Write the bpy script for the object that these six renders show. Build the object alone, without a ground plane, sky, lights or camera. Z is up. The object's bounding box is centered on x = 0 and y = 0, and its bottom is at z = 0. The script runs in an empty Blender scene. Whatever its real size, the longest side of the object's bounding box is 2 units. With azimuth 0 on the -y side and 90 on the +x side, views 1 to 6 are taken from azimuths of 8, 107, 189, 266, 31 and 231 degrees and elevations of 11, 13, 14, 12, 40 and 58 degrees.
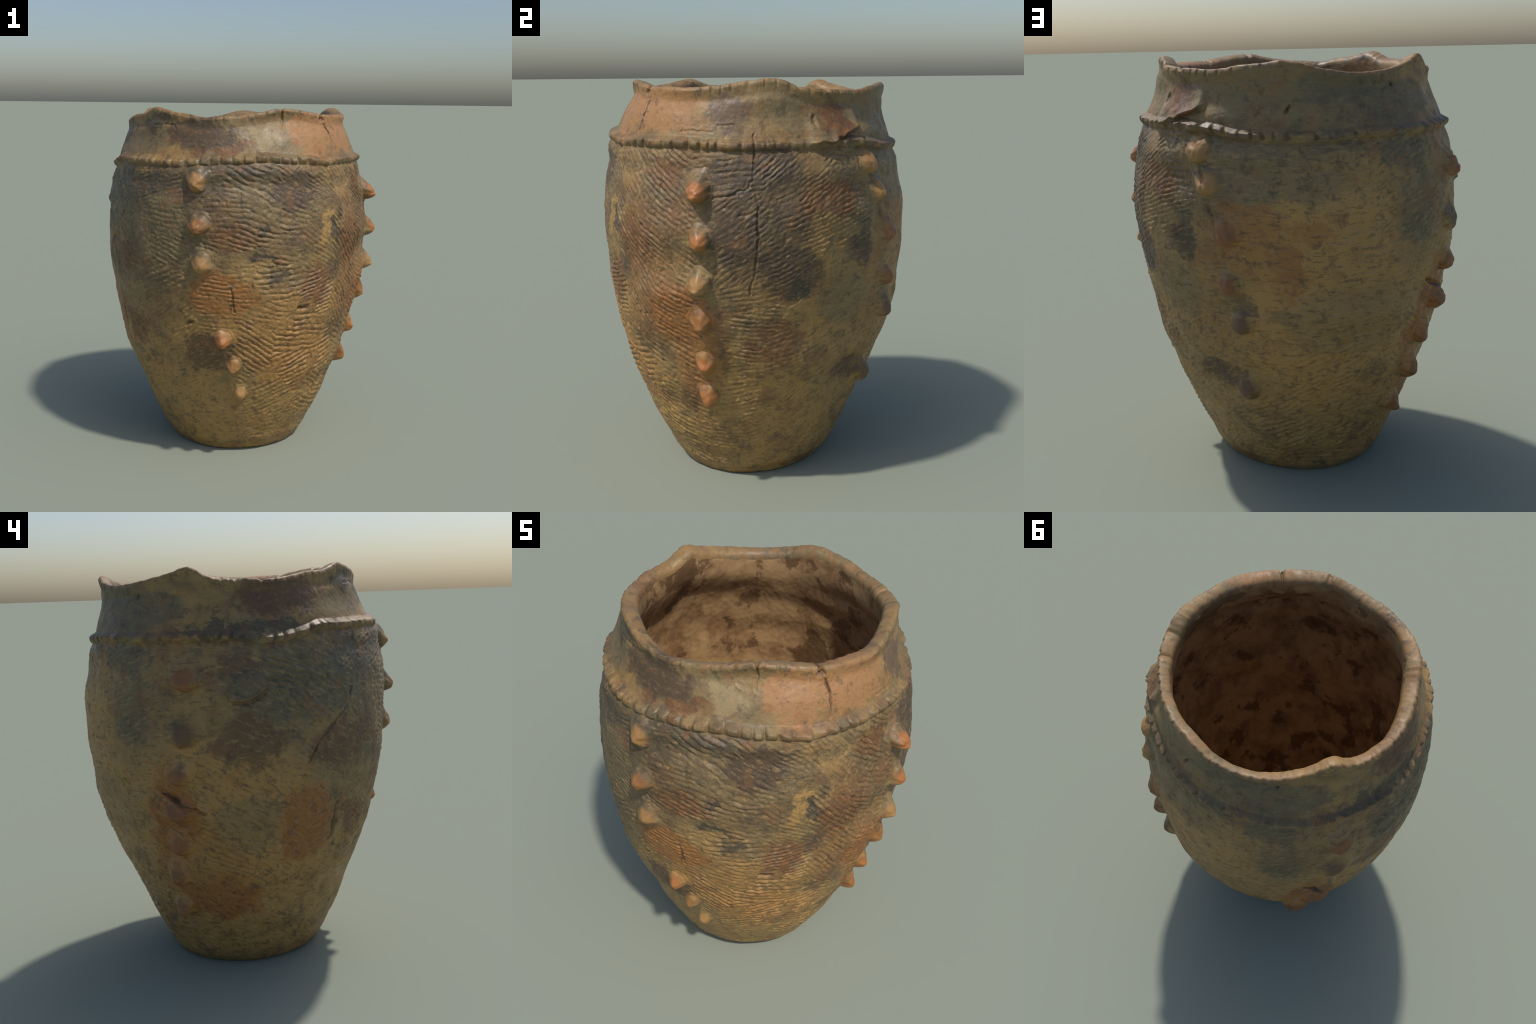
"""Hand-built earthenware storage jar: corded body, finger-pinched cordon, wavy pie-crust rim,
four vertical rows of applied knobs.  Every surface is built from a profile r(azimuth, z)."""
import bpy, math
import numpy as np

TAU = 2 * math.pi
rng = np.random.RandomState(7)

# ------------------------------------------------------------------ noise helpers
_perm = rng.permutation(256)
_perm = np.concatenate([_perm, _perm, _perm])
_grad = rng.normal(size=(256, 3))
_grad /= np.linalg.norm(_grad, axis=1)[:, None]


def perlin(p):
    p = np.asarray(p, dtype=np.float32)
    shape = p.shape[:-1]
    p = p.reshape(-1, 3)
    i = np.floor(p).astype(np.int32)
    f = p - i
    i &= 255
    w = f * f * f * (f * (f * 6 - 15) + 10)
    out = 0
    for dx in (0, 1):
        for dy in (0, 1):
            for dz in (0, 1):
                h = _perm[_perm[_perm[i[:, 0] + dx] + i[:, 1] + dy] + i[:, 2] + dz]
                g = _grad[h]
                d = g[:, 0] * (f[:, 0] - dx) + g[:, 1] * (f[:, 1] - dy) + g[:, 2] * (f[:, 2] - dz)
                wx = w[:, 0] if dx else 1 - w[:, 0]
                wy = w[:, 1] if dy else 1 - w[:, 1]
                wz = w[:, 2] if dz else 1 - w[:, 2]
                out = out + d * wx * wy * wz
    return (out * 1.6).reshape(shape).astype(np.float64)


def sstep(a, b, x):
    t = np.clip((x - a) / (b - a), 0, 1)
    return t * t * (3 - 2 * t)


def periodic(ctrl, az):
    """Catmull-Rom through equally spaced control values round the full turn."""
    c = np.asarray(ctrl, float)
    n = len(c)
    x = (np.asarray(az) / TAU % 1.0) * n
    i = np.floor(x).astype(int)
    t = x - i
    p0, p1, p2, p3 = c[(i - 1) % n], c[i % n], c[(i + 1) % n], c[(i + 2) % n]
    return 0.5 * (2 * p1 + (p2 - p0) * t + (2 * p0 - 5 * p1 + 4 * p2 - p3) * t ** 2
                  + (3 * p1 - p0 - 3 * p2 + p3) * t ** 3)


# ------------------------------------------------------------------ profile of the jar
# station height, mean radius, then how far the ring is off-round (cos/sin of 1, 2, 3 turns)
PROFILE = np.array([
    (0.00, .3865, .0090, -.0226, -.0045, .0061, .0036, -.0062),
    (0.03, .4083, .0056, -.0300, -.0080, .0100, .0010, -.0060),
    (0.07, .4371, .0061, -.0270, -.0065, .0082, .0040, -.0022),
    (0.12, .4586, .0028, -.0280, -.0065, .0075, .0024, -.0010),
    (0.20, .4974, .0038, -.0247, -.0059, .0096, .0009, -.0042),
    (0.30, .5410, .0081, -.0216, -.0044, .0077, .0006, -.0019),
    (0.42, .5895, .0039, -.0201, -.0011, .0069, .0030, .0015),
    (0.55, .6423, .0013, -.0252, -.0024, .0114, .0005, -.0031),
    (0.70, .6934, -.0050, -.0245, .0048, .0004, -.0014, -.0028),
    (0.85, .7295, -.0099, -.0324, .0005, .0169, -.0023, -.0107),
    (1.00, .7507, -.0058, -.0298, -.0019, .0126, .0020, -.0098),
    (1.15, .7693, -.0123, -.0349, -.0054, .0126, .0068, -.0122),
    (1.30, .7773, -.0146, -.0285, -.0052, .0127, .0054, -.0121),
    (1.42, .7721, -.0182, -.0326, .0008, .0083, .0122, -.0117),
    (1.52, .7563, -.0110, -.0346, -.0003, .0039, .0139, -.0112),
    (1.60, .7423, -.0163, -.0323, .0007, .0022, .0118, -.0062),
    (1.68, .7193, -.0015, -.0233, .0008, .0105, .0119, -.0073),
    (1.76, .6851, -.0116, -.0251, -.0035, .0069, .0020, -.0058),
    (1.84, .6557, -.0151, -.0256, -.0024, .0046, -.0033, -.0070),
    (1.92, .6341, -.0356, -.0389, .0045, -.0024, .0014, -.0101),
    (2.00, .6250, -.0356, -.0389, .0045, -.0024, .0014, -.0101)])


# local swells and hollows of the hand-built wall: azimuth, height, spread in degrees, spread in height, amount
SWELLS = [(139, 1.12, 17, .33, .021), (223, 1.40, 17, .20, -.021), (54, 1.50, 13, .13, .030), (159, 1.14, 11, .11, .014),
          (100, .64, 7, .10, -.020), (82, 1.22, 8, .06, -.018), (78, 1.035, 8, .055, .019), (78, .80, 7, .06, -.013),
          (67, .43, 6, .05, -.009), (161, .635, 16, .04, -.027), (218, .82, 19, .05, -.024), (222, .61, 18, .03, .006),
          (222, .38, 20, .08, .010), (306, .55, 18, .10, .018), (304, .32, 18, .10, .006), (280, .46, 12, .10, -.013), (28, .75, 14, .18, -.006),
          (345, .66, 12, .12, -.010), (345, .42, 10, .08, -.011), (312, 1.57, 9, .07, -.003), (313, 1.83, 11, .05, -.013),
          (12, 1.63, 15, .04, -.009), (25, .18, 20, .08, .007), (335, .20, 22, .08, .007), (191, 1.0, 10, .13, .010),
          (58, 1.90, 18, .045, .014), (118, 1.91, 14, .04, .012), (158, 1.745, 11, .035, .015), (330, 1.66, 20, .025, .008)]


def wall_radius(az, z):
    """Smooth outside of the wall, without cordon, lip or relief."""
    zz = np.clip(z, 0, 2.0)
    k = PROFILE[:, 0]
    i = np.clip(np.searchsorted(k, zz, side='right') - 1, 0, len(k) - 2)
    h = k[i + 1] - k[i]
    t = (zz - k[i]) / h
    V = PROFILE[:, 1:]
    # finite-difference tangents -> cubic Hermite
    dV = np.gradient(V, k, axis=0)
    h00 = 2 * t ** 3 - 3 * t ** 2 + 1
    h10 = t ** 3 - 2 * t ** 2 + t
    h01 = -2 * t ** 3 + 3 * t ** 2
    h11 = t ** 3 - t ** 2
    B = (np.ones_like(az), np.cos(az), np.sin(az), np.cos(2 * az), np.sin(2 * az), np.cos(3 * az), np.sin(3 * az))
    r = 0
    for c in range(7):
        r = r + B[c] * (h00 * V[i, c] + h10 * h * dV[i, c] + h01 * V[i + 1, c] + h11 * h * dV[i + 1, c])
    for (a, zc, sa, sz, amount) in SWELLS:
        x = (az - math.radians(a) + math.pi) % TAU - math.pi
        r = r + amount * np.exp(-.5 * (x / math.radians(sa)) ** 2 - .5 * ((zz - zc) / sz) ** 2)
    return r


# wavy rim and cordon, one control value every 10 degrees of azimuth (0 = towards -y, 90 = +x)
RIM_Z = [1.953, 1.961, 1.975, 1.995, 1.993, 1.980, 1.967, 1.965, 1.963, 1.965, 1.976, 1.990,
         1.996, 1.963, 1.952, 1.946, 1.943, 1.957, 1.966, 1.970, 1.941, 1.923, 1.924, 1.938,
         1.960, 1.984, 1.934, 1.933, 1.926, 1.936, 1.957, 1.964, 1.996, 1.982, 1.965, 1.949]
RIM_R = [.595, .576, .566, .563, .568, .573, .583, .591, .606, .600, .592, .597,
         .609, .623, .630, .633, .638, .649, .659, .669, .679, .678, .678, .671,
         .658, .652, .654, .656, .648, .640, .625, .619, .616, .616, .612, .607]
RIM_IN = [.530, .510, .506, .497, .484, .486, .501, .503, .512, .522, .516, .520,
          .529, .544, .558, .568, .581, .591, .603, .612, .624, .626, .624, .612,
          .602, .588, .599, .602, .597, .579, .563, .548, .547, .549, .553, .550]
CORDON_Z = [1.756, 1.758, 1.766, 1.757, 1.752, 1.743, 1.745, 1.747, 1.748, 1.742, 1.739, 1.735,
            1.737, 1.734, 1.736, 1.738, 1.724, 1.706, 1.699, 1.692, 1.692, 1.702, 1.704, 1.703,
            1.706, 1.708, 1.707, 1.700, 1.690, 1.708, 1.735, 1.736, 1.738, 1.738, 1.737, 1.744]
CORDON_H = 0.047


def deg(a):
    return np.radians(a)


def ddeg(az, a0):
    """signed azimuth difference in radians"""
    return (az - deg(a0) + math.pi) % TAU - math.pi


# ------------------------------------------------------------------ knobs
# azimuth, height and projection of the tip; base radius; squareness of the tip; sag of the tip
KNOBS = [
    (351.3, 1.640, .050, .062, 'tan'), (352.6, 1.408, .050, .054, 'amber'), (353.6, 1.205, .046, .056, 'tan'),
    (1.5, .778, .046, .050, 'coral'), (6.2, .620, .040, .042, 'mixed'), (9.3, .443, .036, .044, 'tan'),
    (90.8, 1.537, .070, .056, 'coral'), (91.5, 1.321, .050, .050, 'coral'), (90.6, 1.118, .054, .054, 'tan'),
    (90.0, .934, .042, .054, 'amber'), (89.6, .713, .048, .052, 'coral'), (89.2, .530, .056, .056, 'coral'),
    (157.0, 1.640, .032, .064, 'tan'), (161.4, 1.500, .036, .060, 'tan'), (168.2, 1.290, .034, .066, 'rusty'),
    (168.0, 1.070, .052, .048, 'rusty'), (171.4, .892, .048, .056, 'umber'), (169.6, .545, .054, .062, 'umber'),
    (250.8, 1.523, .050, .066, 'rusty'), (250.6, 1.276, .036, .068, 'umber'), (248.0, 1.090, .046, .052, 'rusty'),
    (246.0, .912, .052, .062, 'rusty'), (244.0, .734, .044, .056, 'rusty'), (241.0, .568, .056, .058, 'rusty'),
    (238.2, .382, .056, .056, 'rusty')]

# ------------------------------------------------------------------ corded texture: patches of parallel impressions
# azimuth, height, slope of the cords in degrees (up to the right +), spacing, strength
CORDS = [
    (330, 1.60, 12, .026, .6), (345, 1.62, 8, .028, .5), (335, 1.42, -6, .030, .9), (340, 1.25, -14, .030, .7),
    (335, 1.10, 22, .032, .8), (318, 1.10, 8, .03, .5), (340, .90, 24, .028, .5), (330, .62, 26, .03, .5),
    (345, .32, 15, .03, .35), (312, 1.50, 16, .028, .5), (318, .80, -20, .026, .5), (310, .45, 20, .03, .3),
    (18, 1.62, -34, .036, 1.0), (36, 1.62, -38, .026, .9), (22, 1.45, -30, .038, 1.15), (38, 1.48, -30, .030, .7),
    (5, 1.45, -12, .03, .7), (8, 1.32, -8, .030, 1.0), (8, 1.18, -10, .030, .9), (26, 1.28, -22, .032, 1.0),
    (42, 1.25, -16, .028, 1.0), (28, 1.10, -6, .034, 1.0), (44, 1.03, 2, .026, .9), (358, 1.0, -8, .028, .8),
    (24, .92, -3, .034, 1.1), (15, .72, -20, .032, .9), (36, .78, 2, .036, 1.15), (36, .58, 8, .034, 1.1),
    (55, .60, 2, .036, 1.1), (28, .40, 16, .036, 1.0), (55, .40, -18, .036, 1.0), (40, .20, 12, .034, .5),
    (10, .20, 10, .03, .3), (70, .25, 0, .034, .8),
    (60, 1.58, -42, .030, .9), (60, 1.28, -55, .026, .9), (74, 1.55, -48, .028, .9), (80, 1.36, -42, .028, .7),
    (64, 1.0, -40, .028, .8), (80, .98, -24, .028, .8), (74, .72, -14, .034, 1.0), (74, .48, -8, .032, 1.0),
    (104, 1.62, 18, .030, .8), (104, 1.40, 38, .028, 1.0), (104, 1.20, 32, .030, 1.0), (106, 1.04, 14, .030, .9),
    (122, 1.60, 30, .026, .8), (135, 1.52, 26, .026, 1.05), (122, 1.40, 28, .028, 1.1), (140, 1.38, 26, .026, .9),
    (122, 1.18, 14, .028, .9), (138, 1.10, 20, .030, .4), (110, .88, 4, .028, .9), (122, .78, 6, .028, .9),
    (142, .85, 12, .03, .45), (104, .55, 2, .03, .6), (112, .35, 4, .03, .6), (138, .55, 22, .03, .6), (145, .30, 26, .03, .7),
    (100, .18, 0, .03, .6),
    (152, 1.58, 10, .03, .7), (185, 1.55, 3, .03, .4), (185, 1.35, 6, .032, .35), (205, 1.50, 4, .034, .4),
    (215, 1.20, 4, .034, .5), (190, 1.05, 2, .032, .45), (155, .95, -4, .032, .6), (205, .90, 0, .03, .5),
    (225, 1.58, 28, .030, .7), (228, 1.30, 20, .032, .6), (180, .72, -6, .03, .6), (205, .68, 8, .034, .7),
    (192, .56, 16, .032, .9), (222, .70, -18, .03, .6), (205, .36, 8, .034, 1.0), (180, .30, 8, .032, .9),
    (225, .40, 6, .034, .9), (205, .16, 6, .034, .9), (165, .16, 12, .03, .7),
    (285, 1.55, -22, .034, .7), (295, 1.45, -28, .034, .7), (300, 1.60, 18, .03, .5), (272, .98, -26, .034, .7),
    (290, 1.0, -24, .032, .4), (265, .72, -28, .032, .7), (235, .85, -34, .03, .6), (232, .60, -36, .03, .6),
    (240, .25, -34, .032, .6), (270, .22, -20, .03, .3), (300, .30, -10, .03, .3), (300, 1.15, 10, .03, .25)]

# smooth places where the clay was wiped: azimuth, height, half width, half height, how much cord is wiped away
WIPED = [(292, .80, .13, .19, .85), (257, .44, .20, .14, .9), (245, .88, .11, .17, .8), (2, 1.0, .02, .02, .2),
         (172, 1.34, .16, .13, .7), (196, 1.28, .12, .09, .6), (270, 1.46, .12, .10, .8), (271, 1.22, .17, .12, .7),
         (325, .42, .17, .20, .6), (5, .18, .25, .10, .6), (96, .82, .06, .30, .6), (252, 1.40, .10, .22, .6),
         (162, 1.40, .06, .16, .8), (300, .95, .08, .10, .4), (280, 1.66, .35, .04, .7)]

# cracks: path (azimuth, height), half width, depth
CRACKS = [
    ([(57.7, 1.97), (58.6, 1.94), (60.3, 1.86), (60.1, 1.813), (59.3, 1.765)], .0055, .010),
    ([(30.8, 1.999), (31.8, 1.941), (30.9, 1.889)], .006, .010),
    ([(110.3, 1.763), (110.5, 1.678), (109.6, 1.576), (111, 1.46), (111.1, 1.318), (110.7, 1.244), (109.9, 1.17), (107.9, 1.054)], .0042, .006),
    ([(109.6, 1.576), (107.5, 1.53), (101.2, 1.501), (96, 1.49)], .0045, .005),
    ([(5.1, 1.059), (5.9, .991), (6.7, .927)], .0045, .006),
    ([(311.5, 1.43), (309.7, 1.355), (302, 1.272), (296, 1.205), (291.2, 1.097)], .0045, .007),
    ([(310.2, 1.350), (313.5, 1.29), (316.8, 1.252)], .006, .005),
    ([(238.5, 1.008), (243, .976), (246, .958), (249.6, .919), (254.3, .885)], .008, .014),
    ([(305.5, .878), (304.5, .725), (303, .70)], .009, .010),
    ([(278.1, .477), (284, .49), (290.2, .533), (293.3, .588)], .007, .008),
    ([(187.2, 1.773), (188.7, 1.791)], .006, .012),
    ([(157.5, 1.56), (160.3, 1.502), (161.8, 1.385), (163.3, 1.338), (166.7, 1.191)], .008, .008),
    ([(35.6, .931), (39.8, .932)], .009, .013), ([(345.8, .851), (348.1, .86)], .008, .012),
    ([(57.0, 1.945), (58.2, 1.945)], .012, .016), ([(227.7, 1.869), (227.9, 1.869)], .009, .008),
    ([(96.5, 1.80), (103, 1.80)], .004, .003), ([(82, 1.777), (95, 1.772)], .005, .004),
    ([(354.5, 1.30), (355, 1.26), (353, 1.235)], .006, .008), ([(134.5, 1.80), (134.8, 1.83)], .010, .010),
    ([(322, 1.908), (334, 1.905), (337, 1.88)], .005, .0035), ([(24, 1.90), (30, 1.895)], .006, .004),
    ([(247.5, 1.545), (256, 1.545)], .006, .008), ([(266.5, 1.398), (271, 1.392), (275.5, 1.425), (277.3, 1.452)], .008, .014)]

N = 1400                       # columns round the jar
AZ = np.arange(N) / N * TAU


def seg_dist(az, z, pts):
    """Distance in metres, on the unrolled wall, to a polyline of (azimuth, height)."""
    best = np.full(az.shape, 9.0)
    for (a0, z0), (a1, z1) in zip(pts[:-1], pts[1:]):
        R = 0.72
        x = ddeg(az, a0) * R
        y = z - z0
        dx = math.radians(a1 - a0) * R
        dy = z1 - z0
        t = np.clip((x * dx + y * dy) / (dx * dx + dy * dy + 1e-12), 0, 1)
        best = np.minimum(best, np.hypot(x - t * dx, y - t * dy))
    return best


def pos(az, r, z):
    return np.stack([r * np.sin(az), -r * np.cos(az), z + 0 * az], -1)


def crack_relief(az, z, P):
    w = perlin(P * 24) * .007 + perlin(P * 70) * .003
    w2 = perlin(P * 24 + 31.7) * .007 + perlin(P * 70 + 9) * .004
    rough = perlin(P * 13 + 17)
    h = 0
    for pts, wid, dep in CRACKS:
        zmin = min(p[1] for p in pts) - .05
        zmax = max(p[1] for p in pts) + .05
        rows = (z.max(1) > zmin - .05) & (z.min(1) < zmax + .05)
        if not rows.any():
            continue
        d = seg_dist(az[rows] + w2[rows] / .72, z[rows] + w[rows], pts)
        hh = np.zeros(az.shape)
        hh[rows] = -dep * np.clip(1 + 1.1 * rough[rows], .15, 1.5) * np.exp(-(d / wid) ** 2) + dep * .18 * np.exp(-((d - 2.2 * wid) / wid) ** 2)
        h = h + hh
    return h


def cord_relief(az, z, P):
    """Height of the cord-impressed texture, patch by patch, each with its own direction."""
    R = 0.74
    wx = perlin(P * 7.0) * .05 + perlin(P * 19) * .014
    wz = perlin(P * 7.0 + 13.1) * .05 + perlin(P * 19 + 5.5) * .014
    ph = perlin(P * 7 + 3.3) * .012 + perlin(P * 34 + 7.7) * .0035
    broken = perlin(P * 20 + 21.0)
    fine = perlin(P * 45 + 2.0)
    num = np.zeros(az.shape)
    den = np.full(az.shape, 1e-6)
    for (a, zc, slope, lam, amp) in CORDS:
        x = ddeg(az, a) * R
        y = z - zc
        lam = lam * (.80 if 95 < a < 160 else .88)
        amp = amp * (1 + .45 * math.sin(a * 5.3 + zc * 31.7))
        slope = slope + 12 * math.sin(a * 12.9 + zc * 78.2)
        d2 = ((x + wx) ** 2 + (y + wz) ** 2) / .052 ** 2
        w = np.exp(-d2)
        c, s = math.cos(math.radians(slope)), math.sin(math.radians(slope))
        q = -s * x + c * y + ph
        p = c * x + s * y
        g = .5 + .5 * np.cos(TAU * q / lam + .8 * broken)
        ridge = 1.15 * (g + 1e-9) ** .42 - .80
        along = .5 + .5 * np.cos(TAU * (p + .3 * ph + .013 * np.round(q / lam)) / (lam * 1.5))
        num += w * amp * (ridge * np.clip(.85 + .7 * broken, .15, 1.4) + .22 * (along - .5) * g + .22 * fine)
        den += w
    worn = .22 + .78 * sstep(-.30, .05, perlin(P * 8.5 + 40) + .4 * perlin(P * 22 + 41))
    pits = -.9 * sstep(.42, .62, perlin(P * 30 + 60))
    return num / den * worn + pits * .5


def knob_clear(az, z):
    k = np.zeros(az.shape)
    for (a, zc, pr, rad, _c) in KNOBS:
        x = ddeg(az, a) * .72
        y = z - zc + .026
        k = np.maximum(k, np.exp(-((x * x + y * y) / (rad * 1.25) ** 2) ** 2))
    return k


def notch(az, P, spacing_count, seed):
    """Irregular finger pinches round a ring: 1 on the lobes, 0 in the notches."""
    u = az * spacing_count / TAU
    u = u + .95 * perlin(np.stack([np.cos(az) * 4 + seed, np.sin(az) * 4, 0 * az], -1)) \
        + .25 * perlin(np.stack([np.cos(az) * 13 + seed, np.sin(az) * 13, 0 * az + 3], -1))
    t = u % 1.0
    k = np.floor(u).astype(int)
    cut = .12 + .14 * (np.sin(k * 78.233 + seed) * 43758.5453 % 1.0)
    lobe = np.clip(np.minimum(t / .30, (1 - t) / cut), 0, 1) * (.72 + .28 * t)      # flat bead, narrow pinch
    amp = .7 + .6 * (np.sin(k * 12.9898 + seed) * 43758.5453 % 1.0)
    return lobe, amp


# ------------------------------------------------------------------ build the one big surface
RIM_PEAKS = [(250, .006, 3.0), (118, .005, 3.5), (320, .003, 4), (185, .004, 3), (33, .003, 4)]


def rim_height(az):
    z = periodic(RIM_Z, az)
    for a, h, w in RIM_PEAKS:
        z = z + h * np.exp(-np.abs(ddeg(az, a)) / math.radians(w))
    return np.minimum(z, 2.0)


def outer_surface(az, z, base_only=False):
    """Radius of the outside at azimuth/height (2-D arrays)."""
    r = wall_radius(az, z)
    P = pos(az, r, z)
    rimz = rim_height(az)
    rimr = periodic(RIM_R, az) + .007 + .004 * np.exp(-(ddeg(az, 185) / .3) ** 2)
    ct = periodic(CORDON_Z, az) + .004 * perlin(np.stack([np.cos(az) * 9, np.sin(az) * 9, 0 * az + 7], -1))
    # lip: pull the top of the neck to the rim outline, with a small overhang
    rz = wall_radius(az, rimz)
    k = sstep(.11, .0, rimz - z)
    r = r + (rimr - rz) * k
    if base_only:
        return r
    lob, am = notch(az, P, 66, 2.3)
    lip_smooth = np.clip(1 - np.exp(-(ddeg(az, 66) / .36) ** 2) - .5 * np.exp(-(ddeg(az, 335) / .5) ** 2), 0, 1)
    lipband = np.exp(-((rimz - z - .012) / .020) ** 2)
    r = r + lipband * (.005 + lip_smooth * am * (.007 * lob - .004))
    below = np.exp(-((rimz - z - .062) / .018) ** 2)
    r = r - .004 * below
    # cordon
    tip = ct - .013
    lob, am = notch(az, P, 72, 5.1)
    up = np.clip((z - tip) / .019, 0, 1)
    dn = np.clip((tip - z) / (CORDON_H - .013), 0, 1)
    broken = np.exp(-(ddeg(az, 130) / .26) ** 2)       # cordon worn and smeared here
    hgt = .027 + .004 * am - (.006 + .012 * am * (.5 + np.abs(perlin(P * 5 + 44)) * 2)) * (1 - lob) * (1 - .5 * broken) - .007 * broken + .008 * perlin(P * 17 + 2)
    shape = np.where(z > tip, (1 - up) ** 1.0, (1 - dn ** 2.2))
    shape = np.where(z > tip, shape * .9 + .1 * (1 - up), shape)
    on = (z > tip - CORDON_H) & (z < ct + .03)
    r = r + np.where(on, hgt * shape, 0)
    r = r + .007 * sstep(.02, -.02, ct - .015 - z) * sstep(.10, .0, z - ct) * 0.5
    # flake: slab of the neck that sags over the cordon
    lipz = 1.728 + .088 * np.clip(ddeg(az, 132) / math.radians(26), 0, 1) ** 2 + .012 * perlin(P * 20) + .004 * perlin(P * 50)
    within = sstep(-.02, .06, ddeg(az, 131)) * sstep(.02, -.05, ddeg(az, 157))
    slab = within * sstep(1.90, 1.0, z) * 0
    wedge = within * (.033 + .006 * perlin(P * 20)) * np.clip((1.885 - z) / (1.885 - lipz + 1e-3), 0, 1.0) * sstep(lipz - .022, lipz - .002, z)
    r = r + wedge * np.where(z > lipz - .03, 1, 0) * (.75 + .25 * sstep(0, .25, ddeg(az, 131)))
    # crumbs below the flake
    crumb = np.exp(-(ddeg(az, 150) / .16) ** 2) * np.exp(-((z - 1.70) / .07) ** 2)
    r = r + crumb * (.012 * np.maximum(perlin(P * 24 + 4), 0) * 2 + .004)
    # lump of clay
    x = ddeg(az, 270.5) * .76
    y = z - 1.455 - .25 * x
    e = (x / .085) ** 2 + (np.where(y > 0, y / .075, y / .05)) ** 2
    r = r + .016 * sstep(1.2, .5, e) + .010 * np.exp(-((e - .8) / .35) ** 2) * sstep(.02, -.03, y)
    x = ddeg(az, 313) * .66
    y = z - .585 - .1 * x
    r = r + .016 * np.exp(-((x / .055) ** 2 + (y / .03) ** 2) ** 2)
    # raised edge between the corded and the wiped area beside the third knob row
    # relief
    body = sstep(0.0, .012, (ct - CORDON_H - .004) - z)
    neck = sstep(0, .015, z - ct) * sstep(.01, .05, rimz - z)
    clear = knob_clear(az, z)
    wiped = np.zeros(az.shape)
    for (a, zc, w, h, s) in WIPED:
        e = (ddeg(az, a) * .72 / w) ** 2 + ((z - zc) / h) ** 2 + .5 * perlin(P * 12)
        wiped = np.maximum(wiped, s * sstep(1.3, .6, e))
    cord = cord_relief(az, z, P)
    relief = body * (1 - clear) * (1 - wiped) * cord * .0064 * sstep(.0, .10, z)
    relief += body * .004 * perlin(P * 6.5 + 1) + .0022 * body * perlin(P * 15)
    back = sstep(150, 175, np.degrees(az) % 360) * sstep(325, 300, np.degrees(az) % 360)
    relief += body * (1 - clear * .7) * (.0008 + .0014 * back) * perlin(P * 31 + 5)
    relief += (.0009 + .0009 * body) * perlin(P * 48) + .0006 * perlin(P * 95)
    relief += (1 - body) * .0012 * perlin(P * 18) + neck * .003 * perlin(P * 5 + 8)
    relief += crack_relief(az, z, P)
    return r + relief


def rows(a, b, n):
    return np.linspace(a, b, n)


azg = AZ[None, :]
ct0 = periodic(CORDON_Z, AZ)
rimz0 = rim_height(AZ)
cb0 = ct0 - CORDON_H - .006

sections = []          # (name, Z rows, R rows)
# body: rows follow the cordon line more and more towards the top
t = rows(0, 1, 450)[:, None]
Zb = .012 + (cb0[None] - .012) * t
Zc = cb0[None] + (ct0[None] + .006 - cb0[None]) * rows(0, 1, 26)[:, None]
Zn = (ct0[None] + .006) + (rimz0[None] - .014 - ct0[None] - .006) * rows(0, 1, 62)[:, None]
Zo = np.concatenate([Zb, Zc[1:], Zn[1:]], 0)
Ro = outer_surface(np.broadcast_to(azg, Zo.shape), Zo)
nb, nc, nn = len(Zb), len(Zc), len(Zn)

# underside: rounded heel, then nearly flat to the centre
heel_r, heel_z = Ro[0], Zo[0]
under = []
for f, zz in [(0.0, .003), (.012, .0005), (.02, 0.0)]:
    under.append((heel_r - .006 - f * .6, np.full(N, zz)))
base_edge = under[-1][0]
for f in np.linspace(.93, .02, 34):
    under.append((base_edge * f, .004 * sstep(1, .8, np.full(N, f)) + .0015 * perlin(pos(AZ, base_edge * f, 0 * AZ) * 9) * (f < .9)))
Ru = np.array([u[0] for u in under])
Zu = np.maximum(np.array([u[1] for u in under]), 0)

# rim: across the top to the inner edge
rin = periodic(RIM_IN, AZ) + .010 + .011 * np.cos(AZ - deg(95))
r_top, z_top = Ro[-1], Zo[-1]
thick = r_top - rin
rim_rows_r, rim_rows_z = [], []
Pr = pos(AZ, r_top, z_top)
wob = .004 * perlin(Pr * 16) + .002 * perlin(Pr * 40)
for s, zz in [(.03, -.008), (.08, -.002), (.16, .001), (.26, .001), (.38, -.001), (.50, -.003), (.62, -.006),
              (.74, -.010), (.84, -.015), (.92, -.023), (.97, -.033), (1.0, -.045)]:
    rr = r_top - thick * s
    rim_rows_r.append(rr + .0025 * perlin(pos(AZ, rr, z_top) * 26))
    rim_rows_z.append(rimz0 + zz + wob * (.4 + s) + .0015 * perlin(pos(AZ, rr, z_top) * 33))
Rr, Zr = np.array(rim_rows_r), np.array(rim_rows_z)
# cracks run over the rim
for a, wdt, dep in [(57.6, .010, .020), (31.5, .012, .012), (268.6, .012, .010), (279, .010, .007), (129, .010, .008), (142, .010, .010)]:
    Zr = Zr - dep * np.exp(-(ddeg(AZ, a) * .58 / wdt) ** 2)[None] * np.linspace(1, .6, len(Zr))[:, None]

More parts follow.
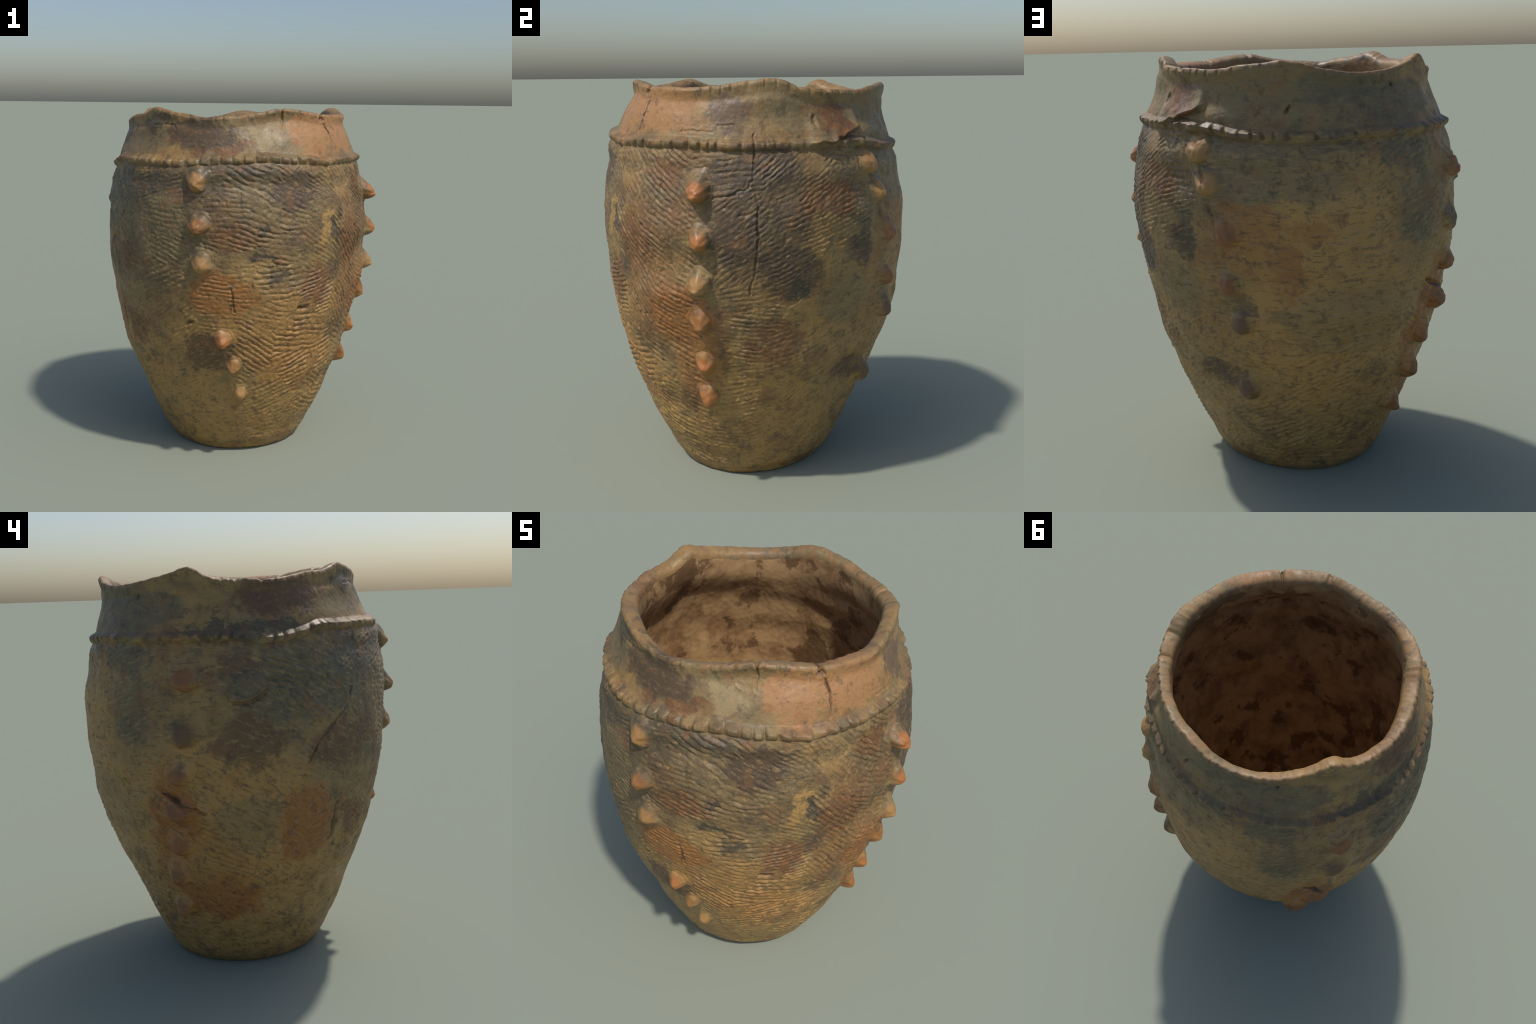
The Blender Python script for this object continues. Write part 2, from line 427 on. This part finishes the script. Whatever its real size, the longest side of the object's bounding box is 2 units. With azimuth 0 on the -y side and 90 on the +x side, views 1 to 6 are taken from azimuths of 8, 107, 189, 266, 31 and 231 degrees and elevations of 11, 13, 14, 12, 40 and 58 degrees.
# inside wall and floor
z_in0 = Zr[-1]
n_in = 190
FLOOR = .082
s = rows(0, 1, n_in)
inner_r, inner_z = [], []
for v in s[1:]:
    zt = z_in0 + (FLOOR + .13 - z_in0) * v
    ro = wall_radius(AZ, zt)
    wall_t = .064 + .024 * sstep(1.6, .9, zt) - .026 * np.exp(-(ddeg(AZ, 46) / .35) ** 2) * sstep(1.25, 1.5, zt)
    wall_t = wall_t + .012 * np.exp(-(ddeg(AZ, 160) / .8) ** 2) * sstep(1.7, 1.5, zt)
    target = ro - wall_t
    k = sstep(0, .16, v)
    kk = np.clip(v / .10, 0, 1)
    inner_r.append(rin + (target - rin) * sstep(0, .14 + .05 * np.cos(AZ - deg(320)), v))
    inner_z.append(zt)
r_end, z_end = inner_r[-1], inner_z[-1]
for v in np.linspace(0, 1, 40)[1:-1]:
    ang = v * math.pi / 2
    inner_r.append(r_end * (1 - v) + .004 * v)
    inner_z.append(FLOOR + (z_end - FLOOR) * (1 - sstep(0, 1, np.full(N, min(1, v * 2.6)))))
Ri, Zi = np.array(inner_r), np.array(inner_z)
Pi = pos(np.broadcast_to(azg, Ri.shape), Ri, Zi)
fold = np.abs(perlin(Pi * np.array([3.2, 3.2, 9.0])))
led = sstep(.02, .16, fold)
inr = .006 * perlin(Pi * 4.0) + .0010 * led + .0025 * perlin(Pi * 12) + .0014 * perlin(Pi * 38)
fade = sstep(0, .06, s)[1:]
fade = np.concatenate([fade, np.ones(len(Ri) - len(fade))])[:, None]
Ri = np.maximum(Ri + inr * fade * np.clip(Ri / .3, 0, 1), .002)
Zi = Zi + .008 * perlin(Pi * 6) * np.clip(1.2 - Ri / .4, 0, 1)

Rall = np.concatenate([Ru[::-1], Ro, Rr, Ri], 0)
Zall = np.minimum(np.concatenate([Zu[::-1], Zo, Rr * 0 + Zr, Zi], 0), 2.0)
P = pos(np.broadcast_to(azg, Rall.shape), Rall, Zall)
M = len(P)
iu = len(Ru)
bounds = [('base', 0, iu), ('vessel_body', iu, iu + nb - 1), ('cordon', iu + nb - 1, iu + nb + nc - 2),
          ('neck', iu + nb + nc - 2, iu + nb + nc + nn - 3), ('rim', iu + nb + nc + nn - 3, iu + len(Ro) + len(Rr) - 1),
          ('inner_wall', iu + len(Ro) + len(Rr) - 1, M - 1)]

# smooth normals of the whole surface
dU = np.roll(P, -1, 1) - np.roll(P, 1, 1)
dV = np.empty_like(P)
dV[1:-1] = P[2:] - P[:-2]
dV[0] = P[1] - P[0]
dV[-1] = P[-1] - P[-2]
NRM = np.cross(dU, dV)
NRM /= np.linalg.norm(NRM, axis=-1, keepdims=True) + 1e-12
NRM[0] = (0, 0, -1)
NRM[-1] = (0, 0, 1)

# ------------------------------------------------------------------ materials
def srgb(c):
    out = []
    for v in c:
        v /= 255.0
        out.append(v / 12.92 if v <= .04045 else ((v + .055) / 1.055) ** 2.4)
    return (*out, 1.0)


CLAY = {'tan': (168, 132, 76), 'ochre': (166, 120, 64), 'orange': (156, 102, 50), 'rust': (118, 81, 48),
        'drust': (100, 73, 50), 'dbrown': (84, 67, 51), 'dark': (82, 72, 56), 'black': (58, 55, 50),
        'olive': (128, 110, 76), 'slate': (96, 90, 70), 'pale': (156, 136, 98), 'peach': (164, 120, 76),
        'drab': (178, 138, 80), 'plum': (104, 84, 66)}

# fire clouds, flaked slip and soot: azimuth, height, half width, half height, tilt, colour, strength
PATCHES = [
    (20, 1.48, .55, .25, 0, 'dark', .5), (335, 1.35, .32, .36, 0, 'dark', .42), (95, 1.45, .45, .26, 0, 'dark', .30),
    (112, 1.42, .28, .34, 0, 'dbrown', .65), (68, 1.10, .19, .45, 0, 'rust', .5), (22, .80, .40, .26, 0, 'ochre', .45),
    (268, .70, .40, .45, 0, 'ochre', .35), (0, 1.62, .5, .10, 0, 'dark', .5), (190, 1.15, .22, .30, 0, 'ochre', .35),
    (160, .95, .10, .45, 0, 'ochre', .35),
    (258, .70, .62, .62, 0, 'drab', .82), (200, .90, .42, .66, 0, 'drab', .82), (205, 1.45, .35, .16, 0, 'drab', .5),
    (209, .89, .33, .19, 0, 'olive', .4), (187, 1.51, .29, .10, 0, 'olive', .7), (269, .82, .18, .15, 0, 'olive', .5),
    (146, 1.00, .16, .14, 0, 'olive', .7), (335, 1.37, .20, .19, 0, 'olive', .8), (320, 1.58, .26, .11, 0, 'dark', .8),
    (309, 1.51, .12, .17, 0, 'slate', .65), (286, 1.47, .33, .17, 0, 'slate', .65), (227, 1.58, .14, .09, 0, 'slate', .65),
    (229, 1.34, .13, .15, 0, 'slate', .5), (14, .27, .45, .19, 0, 'tan', .7),
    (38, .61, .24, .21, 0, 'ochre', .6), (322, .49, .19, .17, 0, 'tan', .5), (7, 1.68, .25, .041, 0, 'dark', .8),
    (25, 1.50, .30, .12, 10, 'olive', .6), (110, 1.60, .24, .09, 0, 'dark', .7),
    (33, 1.56, .15, .12, 0, 'dbrown', .85), (6, 1.34, .14, .075, 5, 'rust', .85), (19, 1.22, .10, .03, 10, 'black', .8),
    (18, 1.37, .036, .03, 0, 'black', .7), (25, 1.11, .088, .05, 0, 'dark', .8), (53, 1.36, .04, .08, -15, 'black', .8),
    (52, 1.11, .065, .07, 0, 'dark', .8), (48, 1.38, .035, .10, 30, 'tan', .9), (63, 1.26, .14, .155, 0, 'rust', .85),
    (44, 1.04, .10, .115, 0, 'rust', .9), (1, 1.02, .21, .126, 0, 'orange', .8), (354, .68, .15, .12, 0, 'drust', .9),
    (318, 1.21, .10, .097, 0, 'drust', .7), (136, 1.35, .16, .07, -20, 'tan', .4),
    (105, 1.60, .106, .072, 0, 'dbrown', .7), (118, 1.64, .143, .072, 0, 'dbrown', .7), (137, 1.47, .18, .075, -18, 'rust', .85),
    (122, 1.17, .17, .12, 15, 'dbrown', .9), (126, 1.08, .045, .05, 0, 'black', .7), (104, 1.32, .107, .15, 0, 'dbrown', .85),
    (76, 1.59, .086, .056, 0, 'rust', .8), (80, .93, .18, .165, 0, 'orange', .85), (117, .80, .13, .115, 0, 'rust', .8),
    (78, .48, .05, .108, 0, 'drust', .7), (152, 1.27, .07, .116, 0, 'dark', .7), (156, .61, .10, .07, 0, 'dbrown', .5),
    (96, .80, .06, .14, 0, 'rust', .6), (174, 1.32, .14, .11, 0, 'orange', .6), (196, 1.28, .106, .065, 0, 'orange', .6),
    (186, 1.15, .083, .097, 0, 'rust', .7), (158, .60, .15, .08, 0, 'dbrown', .7), (150, 1.24, .095, .09, 0, 'dbrown', .7),
    (119, 1.09, .10, .10, 0, 'drust', .4), (239, .75, .11, .08, 0, 'orange', .95), (185, .92, .08, .05, 0, 'dark', .4),
    (172, .95, .05, .05, 0, 'dark', .6), (221, .60, .10, .05, 0, 'dark', .4), (271, 1.23, .18, .13, 0, 'drust', .8),
    (245, .87, .13, .16, 0, 'orange', .95), (292, .79, .14, .20, 0, 'orange', .95), (257, .44, .22, .15, 0, 'ochre', .7),
    (257, .42, .20, .13, 0, 'orange', .95), (315, .78, .10, .117, 0, 'rust', .8), (306, 1.16, .18, .118, 0, 'drust', .8),
    (252, 1.27, .09, .04, 0, 'dbrown', .5), (267, 1.57, .07, .06, 0, 'drust', .6), (325, .62, .04, .05, 0, 'dbrown', .5),
    (243, .92, .12, .20, 0, 'orange', .7), (292, .80, .12, .20, 8, 'orange', .85), (258, .43, .20, .13, 0, 'orange', .6),
    (180, 1.22, .20, .17, 0, 'ochre', .6), (188, 1.10, .08, .10, 0, 'orange', .5), (240, .62, .09, .10, 0, 'orange', .5),
    (86, .74, .12, .34, 0, 'orange', .5), (250, .60, .24, .30, 0, 'ochre', .45), (84, 1.42, .08, .10, 0, 'rust', .5),
    # neck
    (184, 1.88, .24, .08, 0, 'olive', .8), (207, 1.88, .196, .07, 0, 'slate', .6), (231, 1.81, .216, .11, 0, 'slate', .65),
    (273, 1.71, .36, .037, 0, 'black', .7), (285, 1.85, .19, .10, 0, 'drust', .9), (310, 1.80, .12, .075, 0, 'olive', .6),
    (325, 1.83, .16, .068, 0, 'olive', .7), (323, 1.93, .14, .045, 0, 'dark', .8), (350, 1.86, .22, .085, 0, 'dbrown', .9),
    (5, 1.785, .10, .039, 0, 'rust', .9), (20, 1.85, .08, .073, 0, 'pale', .8), (48, 1.87, .17, .11, 0, 'peach', .95),
    (72, 1.87, .20, .11, 0, 'peach', .95), (100, 1.85, .10, .075, 0, 'plum', .9), (122, 1.87, .13, .11, 0, 'olive', .9),
    (145, 1.81, .11, .075, 10, 'rust', .95), (147, 1.83, .07, .05, 10, 'drust', .6), (345, 1.80, .06, .05, 0, 'dbrown', .5),
    (92, 1.77, .12, .02, 0, 'olive', .8)]

# painted shadow lining the main cracks: azimuth, height, half width, half height, tilt
CRACK_SHADE = [(60, 1.85, .006, .075, 0), (57.6, 1.943, .014, .011, 20), (110.3, 1.66, .006, .06, 0), (110.6, 1.34, .007, .10, 0),
        (6, .99, .007, .06, 8), (246.5, .945, .105, .009, 26),
        (37.7, .931, .022, .007, 0), (347, .856, .018, .007, -10), (188, 1.782, .006, .012, -30), (227.8, 1.869, .010, .008, 0),
        (305, .80, .008, .07, 0), (104, 1.51, .06, .006, -12)]


# prevailing direction of the cord impressions: azimuth, height, half width, half height, slope
SLOPES = [(330, .8, .45, .6, 20), (330, 1.4, .3, .3, -8), (20, 1.5, .22, .28, -30), (10, 1.25, .2, .15, -9), (40, 1.2, .15, .2, -16),
          (30, .4, .3, .2, 12), (70, 1.3, .25, .6, -48), (76, .7, .25, .3, -15), (108, 1.35, .14, .4, 36), (130, 1.4, .22, .3, 26),
          (122, 1.1, .2, .14, 13), (145, .6, .25, .4, 22), (290, 1.35, .35, .5, -25), (260, .7, .4, .5, -29), (225, 1.45, .2, .3, 22)]


KNOB_TINT = {'tan': (166, 124, 72), 'amber': (156, 106, 58), 'coral': (170, 108, 56), 'mixed': (164, 116, 68),
             'rusty': (138, 90, 52), 'umber': (108, 80, 54)}


class Nodes:
    def __init__(self, tree):
        self.t = tree
        self.n = tree.nodes
        self.l = tree.links

    def new(self, kind, **inputs):
        n = self.n.new(kind)
        for k, v in inputs.items():
            setattr(n, k, v)
        return n

    def put(self, sock, v):
        if isinstance(v, bpy.types.NodeSocket):
            self.l.new(v, sock)
        else:
            sock.default_value = v

    def math(self, op, a, b=0.0, clamp=False):
        n = self.new('ShaderNodeMath', operation=op, use_clamp=clamp)
        self.put(n.inputs[0], a)
        self.put(n.inputs[1], b)
        return n.outputs[0]

    def vmath(self, op, a, b=None, out=0):
        n = self.new('ShaderNodeVectorMath', operation=op)
        self.put(n.inputs[0], a)
        if b is not None:
            self.put(n.inputs[1], b)
        return n.outputs[out]

    def scale(self, a, s):
        n = self.new('ShaderNodeVectorMath', operation='SCALE')
        self.put(n.inputs[0], a)
        n.inputs['Scale'].default_value = s
        return n.outputs[0]

    def noise(self, vec, scale, detail=3.0, rough=.55, color=False):
        n = self.new('ShaderNodeTexNoise')
        self.put(n.inputs['Vector'], vec)
        n.inputs['Scale'].default_value = scale
        n.inputs['Detail'].default_value = detail
        n.inputs['Roughness'].default_value = rough
        return n.outputs['Color' if color else 'Fac']

    def ramp(self, v, a, b, lo=0.0, hi=1.0, smooth=True):
        n = self.new('ShaderNodeMapRange', interpolation_type='SMOOTHSTEP' if smooth else 'LINEAR', clamp=True)
        self.put(n.inputs['Value'], v)
        n.inputs['From Min'].default_value = a
        n.inputs['From Max'].default_value = b
        n.inputs['To Min'].default_value = lo
        n.inputs['To Max'].default_value = hi
        return n.outputs['Result']

    def mix(self, fac, a, b, mode='MIX'):
        n = self.new('ShaderNodeMix', data_type='RGBA', blend_type=mode)
        self.put(n.inputs[0], fac)
        self.put(n.inputs[6], a)
        self.put(n.inputs[7], b)
        return n.outputs[2]

    def blob(self, vec, az, z, w, h, tilt, inner, outer, strength, depth=.35, radius=None):
        a = math.radians(az)
        r = radius if radius else float(wall_radius(np.array([a]), np.array([z]))[0])
        m = self.new('ShaderNodeMapping', vector_type='TEXTURE')
        self.put(m.inputs['Vector'], vec)
        m.inputs['Location'].default_value = (r * math.sin(a), -r * math.cos(a), z)
        m.inputs['Rotation'].default_value = (0, math.radians(tilt), a)
        m.inputs['Scale'].default_value = (w, depth, h)
        d = self.vmath('LENGTH', m.outputs[0], out='Value')
        return self.ramp(d, outer, inner, 0, strength)


def colour_group():
    """Shared fired-clay colour: position in, colour out."""
    g = bpy.data.node_groups.new('fired_clay_colour', 'ShaderNodeTree')
    g.interface.new_socket('Position', in_out='INPUT', socket_type='NodeSocketVector')
    g.interface.new_socket('Color', in_out='OUTPUT', socket_type='NodeSocketColor')
    k = Nodes(g)
    gi = k.new('NodeGroupInput')
    go = k.new('NodeGroupOutput')
    p = gi.outputs[0]
    sep = k.new('ShaderNodeSeparateXYZ')
    k.put(sep.inputs[0], p)
    z = sep.outputs[2]
    n_low = k.noise(p, 2.6, 4)
    n_mid = k.noise(p, 9, 5, .62)
    n_fin = k.noise(p, 75, 4, .7)
    # cord-wise coordinates: unrolled wall turned to the local direction of the impressions
    ang = k.math('ARCTAN2', sep.outputs[0], k.math('MULTIPLY', sep.outputs[1], -1))
    u = k.math('MULTIPLY', ang, .74)
    wv = k.scale(k.vmath('SUBTRACT', k.noise(p, 8, 3, .6, color=True), (.5, .5, .5)), .16)
    pv = k.vmath('ADD', p, wv)
    slope = 0.0
    for (a, zc, w, h, sl) in SLOPES:
        m = k.blob(pv, a, zc, w, h, 0, .97, 1.0, 1.0)
        n = k.new('ShaderNodeMix', data_type='FLOAT')
        k.put(n.inputs[0], m)
        k.put(n.inputs[2], slope)
        n.inputs[3].default_value = math.radians(sl)
        slope = n.outputs[0]
    cs, sn = k.math('COSINE', slope), k.math('SINE', slope)
    along = k.math('ADD', k.math('MULTIPLY', u, cs), k.math('MULTIPLY', z, sn))
    across = k.math('SUBTRACT', k.math('MULTIPLY', z, cs), k.math('MULTIPLY', u, sn))
    cx = k.new('ShaderNodeCombineXYZ')
    k.put(cx.inputs[0], along)
    k.put(cx.inputs[1], k.math('MULTIPLY', across, 3.2))
    stretch = cx.outputs[0]
    n_str = k.noise(stretch, 17, 5, .68)
    n_s2 = k.noise(k.vmath('ADD', stretch, (7.3, 1.1, 4.2)), 19, 5, .70)
    # ground colour: pale buff low down, brown and grey above where soot settled
    soot = k.math('ADD', k.ramp(z, .30, 1.4, 0, .72), k.math('MULTIPLY', k.math('SUBTRACT', n_low, .5), 2.6), clamp=True)
    col = k.mix(soot, srgb(CLAY['tan']), srgb(CLAY['olive']))
    col = k.mix(k.ramp(n_mid, .48, .66, 0, .58), col, srgb((92, 78, 58)))
    n_b = k.noise(k.vmath('ADD', p, (5.0, 2.0, 8.0)), 5.5, 5, .62)
    col = k.mix(k.ramp(n_b, .50, .66, 0, .6), col, srgb((130, 92, 58)))
    w1 = k.scale(k.vmath('SUBTRACT', k.noise(p, 7, 4, .6, color=True), (.5, .5, .5)), .20)
    w2 = k.scale(k.vmath('SUBTRACT', k.noise(p, 30, 3, .6, color=True), (.5, .5, .5)), .09)
    w3 = k.scale(k.vmath('SUBTRACT', k.noise(p, 90, 3, .7, color=True), (.5, .5, .5)), .035)
    pw = k.vmath('ADD', k.vmath('ADD', k.vmath('ADD', p, w1), w2), w3)
    q = pw
    for i, (a, zc, w, h, tilt, c, s) in enumerate(PATCHES):
        if i % 5 == 4:                     # keeps the shader compiler's working set small
            q = k.vmath('ADD', pw, k.scale(col, 1e-5))
        m = k.blob(q, a, zc, w, h, tilt, .74, 1.12, s)
        col = k.mix(m, col, srgb(CLAY[c]))
    # mottling laid over everything: pale and dark streaks along the cords
    body = k.ramp(z, 1.66, 1.72, 1.0, .45)
    m = k.math('MULTIPLY', k.ramp(n_str, .53, .61, 0, .50), body)
    col = k.mix(m, col, srgb((166, 136, 88)))
    m = k.math('MULTIPLY', k.ramp(n_s2, .54, .61, 0, .50), body)
    col = k.mix(m, col, srgb((74, 66, 56)))
    n_or = k.noise(k.vmath('ADD', p, (3.0, 9.0, 1.0)), 13, 5, .65)
    col = k.mix(k.ramp(n_or, .55, .64, 0, .38), col, srgb((142, 96, 54)))
    n_dk = k.noise(k.vmath('ADD', p, (1.0, 5.0, 6.0)), 18, 5, .7)
    col = k.mix(k.ramp(n_dk, .55, .62, 0, .45), col, srgb((72, 62, 48)))
    col = k.mix(k.ramp(n_fin, .60, .72, 0, .30), col, srgb((176, 148, 104)))
    col = k.mix(k.ramp(n_fin, .40, .30, 0, .40), col, srgb((64, 54, 46)))
    wk = k.scale(k.vmath('SUBTRACT', k.noise(p, 26, 3, .6, color=True), (.5, .5, .5)), .05)
    pk = k.vmath('ADD', p, wk)
    q = pk
    for i, (a, zc, proud, rad, kind) in enumerate(KNOBS):
        if i % 5 == 0:
            q = k.vmath('ADD', pk, k.scale(col, 1e-5))
        rk = float(wall_radius(np.array([math.radians(a)]), np.array([zc]))[0]) + proud
        m = k.blob(q, a, zc - .018, rad * 1.05, rad * 1.05, 0, .5, 1.05, .94, depth=.10, radius=rk)
        tone = k.mix(k.ramp(n_or, .48, .66, 0, .45), srgb(KNOB_TINT[kind]), srgb((112, 84, 56)))
        col = k.mix(m, col, tone)
    wd = k.scale(k.vmath('SUBTRACT', k.noise(p, 40, 3, .6, color=True), (.5, .5, .5)), .022)
    pd = k.vmath('ADD', p, wd)
    q = pd
    for i, (a, zc, w, h, tilt) in enumerate(CRACK_SHADE):
        if i % 5 == 0:
            q = k.vmath('ADD', pd, k.scale(col, 1e-5))
        m = k.blob(q, a, zc, w, h, tilt, .5, 1.3, .55, depth=.08)
        col = k.mix(m, col, srgb((46, 37, 31)))
    k.put(go.inputs[0], col)
    return g


GROUP = colour_group()


def finish(k, mat, col, pos_socket, rough_lo, rough_hi, bump_scale, bump, spec=.4):
    bsdf = k.n['Principled BSDF']
    k.put(bsdf.inputs['Base Color'], col)
    rn = k.noise(pos_socket, 14, 4)
    k.put(bsdf.inputs['Roughness'], k.ramp(rn, .35, .65, rough_lo, rough_hi))
    bsdf.inputs['Specular IOR Level'].default_value = spec + .1
    b = k.new('ShaderNodeBump')
    b.inputs['Strength'].default_value = bump
    b.inputs['Distance'].default_value = .004
    k.put(b.inputs['Height'], k.noise(pos_socket, bump_scale, 5, .65))
    k.put(bsdf.inputs['Normal'], b.outputs[0])


def new_material(name):
    m = bpy.data.materials.new(name)
    m.use_nodes = True
    k = Nodes(m.node_tree)
    tc = k.new('ShaderNodeTexCoord')
    return m, k, tc.outputs['Object']


def outer_material(name, rough=(.5, .68), bump=.5, bump_scale=70, tint=None, tint_fac=0.0):
    m, k, p = new_material(name)
    g = k.new('ShaderNodeGroup')
    g.node_tree = GROUP
    k.put(g.inputs[0], p)
    col = g.outputs[0]
    if tint:
        n = k.noise(p, 16, 4, .6)
        col = k.mix(k.ramp(n, .38, .62, 0, tint_fac), col, srgb(tint))
    finish(k, m, col, p, rough[0], rough[1], bump_scale, bump)
    return m


def inner_material():
    m, k, p = new_material('inner_clay')
    n1 = k.noise(p, 4.5, 5, .62)
    n2 = k.noise(p, 16, 5, .6)
    n3 = k.noise(p, 60, 4, .65)
    col = k.mix(k.ramp(n2, .35, .65), srgb((156, 122, 84)), srgb((132, 100, 66)))
    n4 = k.noise(k.vmath('ADD', p, (4, 4, 4)), 6, 5, .6)
    col = k.mix(k.ramp(n4, .40, .60, 0, .75), col, srgb((182, 148, 102)))
    stain = k.math('ADD', n1, k.math('MULTIPLY', k.math('SUBTRACT', n3, .5), .10))
    col = k.mix(k.ramp(stain, .54, .60, 0, .7), col, srgb((82, 56, 34)))
    col = k.mix(k.ramp(n3, .62, .72, 0, .30), col, srgb((178, 136, 92)))
    finish(k, m, col, p, .6, .8, 50, .5, spec=.25)
    return m


MATS = {'vessel_body': outer_material('corded_clay', (.42, .62), .7, 95),
        'cordon': outer_material('pinched_clay', (.45, .62), .4, 60, (88, 76, 58), .45),
        'neck': outer_material('burnished_clay', (.46, .66), .4, 60),
        'rim': outer_material('rim_clay', (.45, .62), .4, 60, (146, 112, 72), .75),
        'base': outer_material('base_clay', (.6, .8), .4, 60),
        'inner_wall': inner_material()}

# ------------------------------------------------------------------ objects
root = bpy.data.objects.new('clay_jar', None)
bpy.context.scene.collection.objects.link(root)
root['label'] = 'weathered brown clay jar with wavy rim and knob rows'
root['category'] = 'pottery jar'


def grid_object(name, Pts, Nrm, material, closed_u=True):
    R, C = Pts.shape[:2]
    i = np.arange(R - 1)[:, None] * C
    j = np.arange(C if closed_u else C - 1)[None]
    j2 = (j + 1) % C
    quads = np.stack([i + j, i + j2, i + C + j2, i + C + j], -1).reshape(-1, 4)
    me = bpy.data.meshes.new(name)
    me.from_pydata(Pts.reshape(-1, 3), [], quads)
    me.shade_smooth()
    me.normals_split_custom_set_from_vertices(Nrm.reshape(-1, 3))
    me.materials.append(material)
    me.update()
    ob = bpy.data.objects.new(name, me)
    bpy.context.scene.collection.objects.link(ob)
    ob.parent = root
    return ob


for name, a, b in bounds:
    grid_object(name, P[a:b + 1], NRM[a:b + 1], MATS[name])


def knob(index, az0, z0, proud, radius, kind):
    """Clay nipple: wide blended skirt, blunt irregular tip sagging slightly downwards."""
    r = np.random.RandomState(100 + index)
    radius = radius * 1.08
    nr, na = 40, 64
    th = np.arange(na) / na * TAU
    facets = r.randint(5, 8)
    off = r.uniform(0, TAU)
    # blunt polygonal plan, as if squeezed between fingers
    plan = 1 + .045 * np.cos(facets * th + off) + .06 * np.cos(2 * th + r.uniform(0, TAU)) + .03 * np.cos(3 * th + r.uniform(0, TAU))
    reach = 1.75
    s = np.linspace(0, 1, nr)[:, None] * reach            # 0 at tip centre .. 1 at the foot of the cone .. skirt
    flat = r.uniform(.20, .34)
    bulge = r.uniform(1.2, 1.7)
    # rounded, worn cone: blunt tip, slightly convex flank, concave flare at the foot
    soft = np.sqrt(s ** 2 + flat ** 2) - flat
    h = np.clip(1.0 - np.clip(soft / (math.sqrt(1 + flat ** 2) - flat), 0, 1) ** bulge, 0, 1)
    skirt = .10 * np.exp(-((s - .95) / .30) ** 2)
    h = h + skirt * sstep(reach, 1.2, s)
    h = h * (1 + 0 * th[None])
    x = radius * s * plan[None] * np.cos(th)[None]
    y = radius * s * plan[None] * np.sin(th)[None]
    sag = r.uniform(.32, .46) * radius
    side = r.uniform(-.08, .08) * radius
    up = h - skirt
    y0 = y - sag * up + sag * .9
    x0 = x + side * up
    zz = z0 - .030 + y0
    aa = math.radians(az0) + x0 / .74
    Rw = wall_radius(aa, zz)
    base = pos(aa, Rw, zz)
    # outward direction is the wall normal, blended with the horizontal
    e = 1e-3
    slope = (wall_radius(aa, zz + e) - wall_radius(aa, zz - e)) / (2 * e)
    nrm = np.stack([np.sin(aa), -np.cos(aa), -.45 * slope], -1)
    nrm /= np.linalg.norm(nrm, axis=-1, keepdims=True)
    lump = 1 + .10 * perlin(base * 16 + index) + .12 * perlin(base * 30 + 2 * index)
    fine = .0014 * perlin(base * 50) + .0060 * perlin(base * 20 + 3 * index)
    height = 1.09 * proud * h * lump + fine * sstep(reach, .9, s)
    height = height + crack_relief(aa, zz, base) * sstep(reach, 1.3, s)
    sink = -.010 * sstep(1.15, reach, s)
    Pk = base + nrm * (height + sink)[..., None]
    # outward-facing order
    Pk = Pk[::-1]
    dU = np.roll(Pk, -1, 1) - np.roll(Pk, 1, 1)
    dV = np.gradient(Pk, axis=0)
    Nk = np.cross(dU, dV)
    Nk /= np.linalg.norm(Nk, axis=-1, keepdims=True) + 1e-12
    Nk[-1] = Nk[-2].mean(0) / np.linalg.norm(Nk[-2].mean(0))
    return grid_object('knob', Pk, Nk, KNOB_CLAY)


KNOB_CLAY = outer_material('knob_clay', (.42, .60), .35, 60)
for i, (a, z, pr, rad, kind) in enumerate(KNOBS):
    knob(i, a, z, pr, rad, kind)
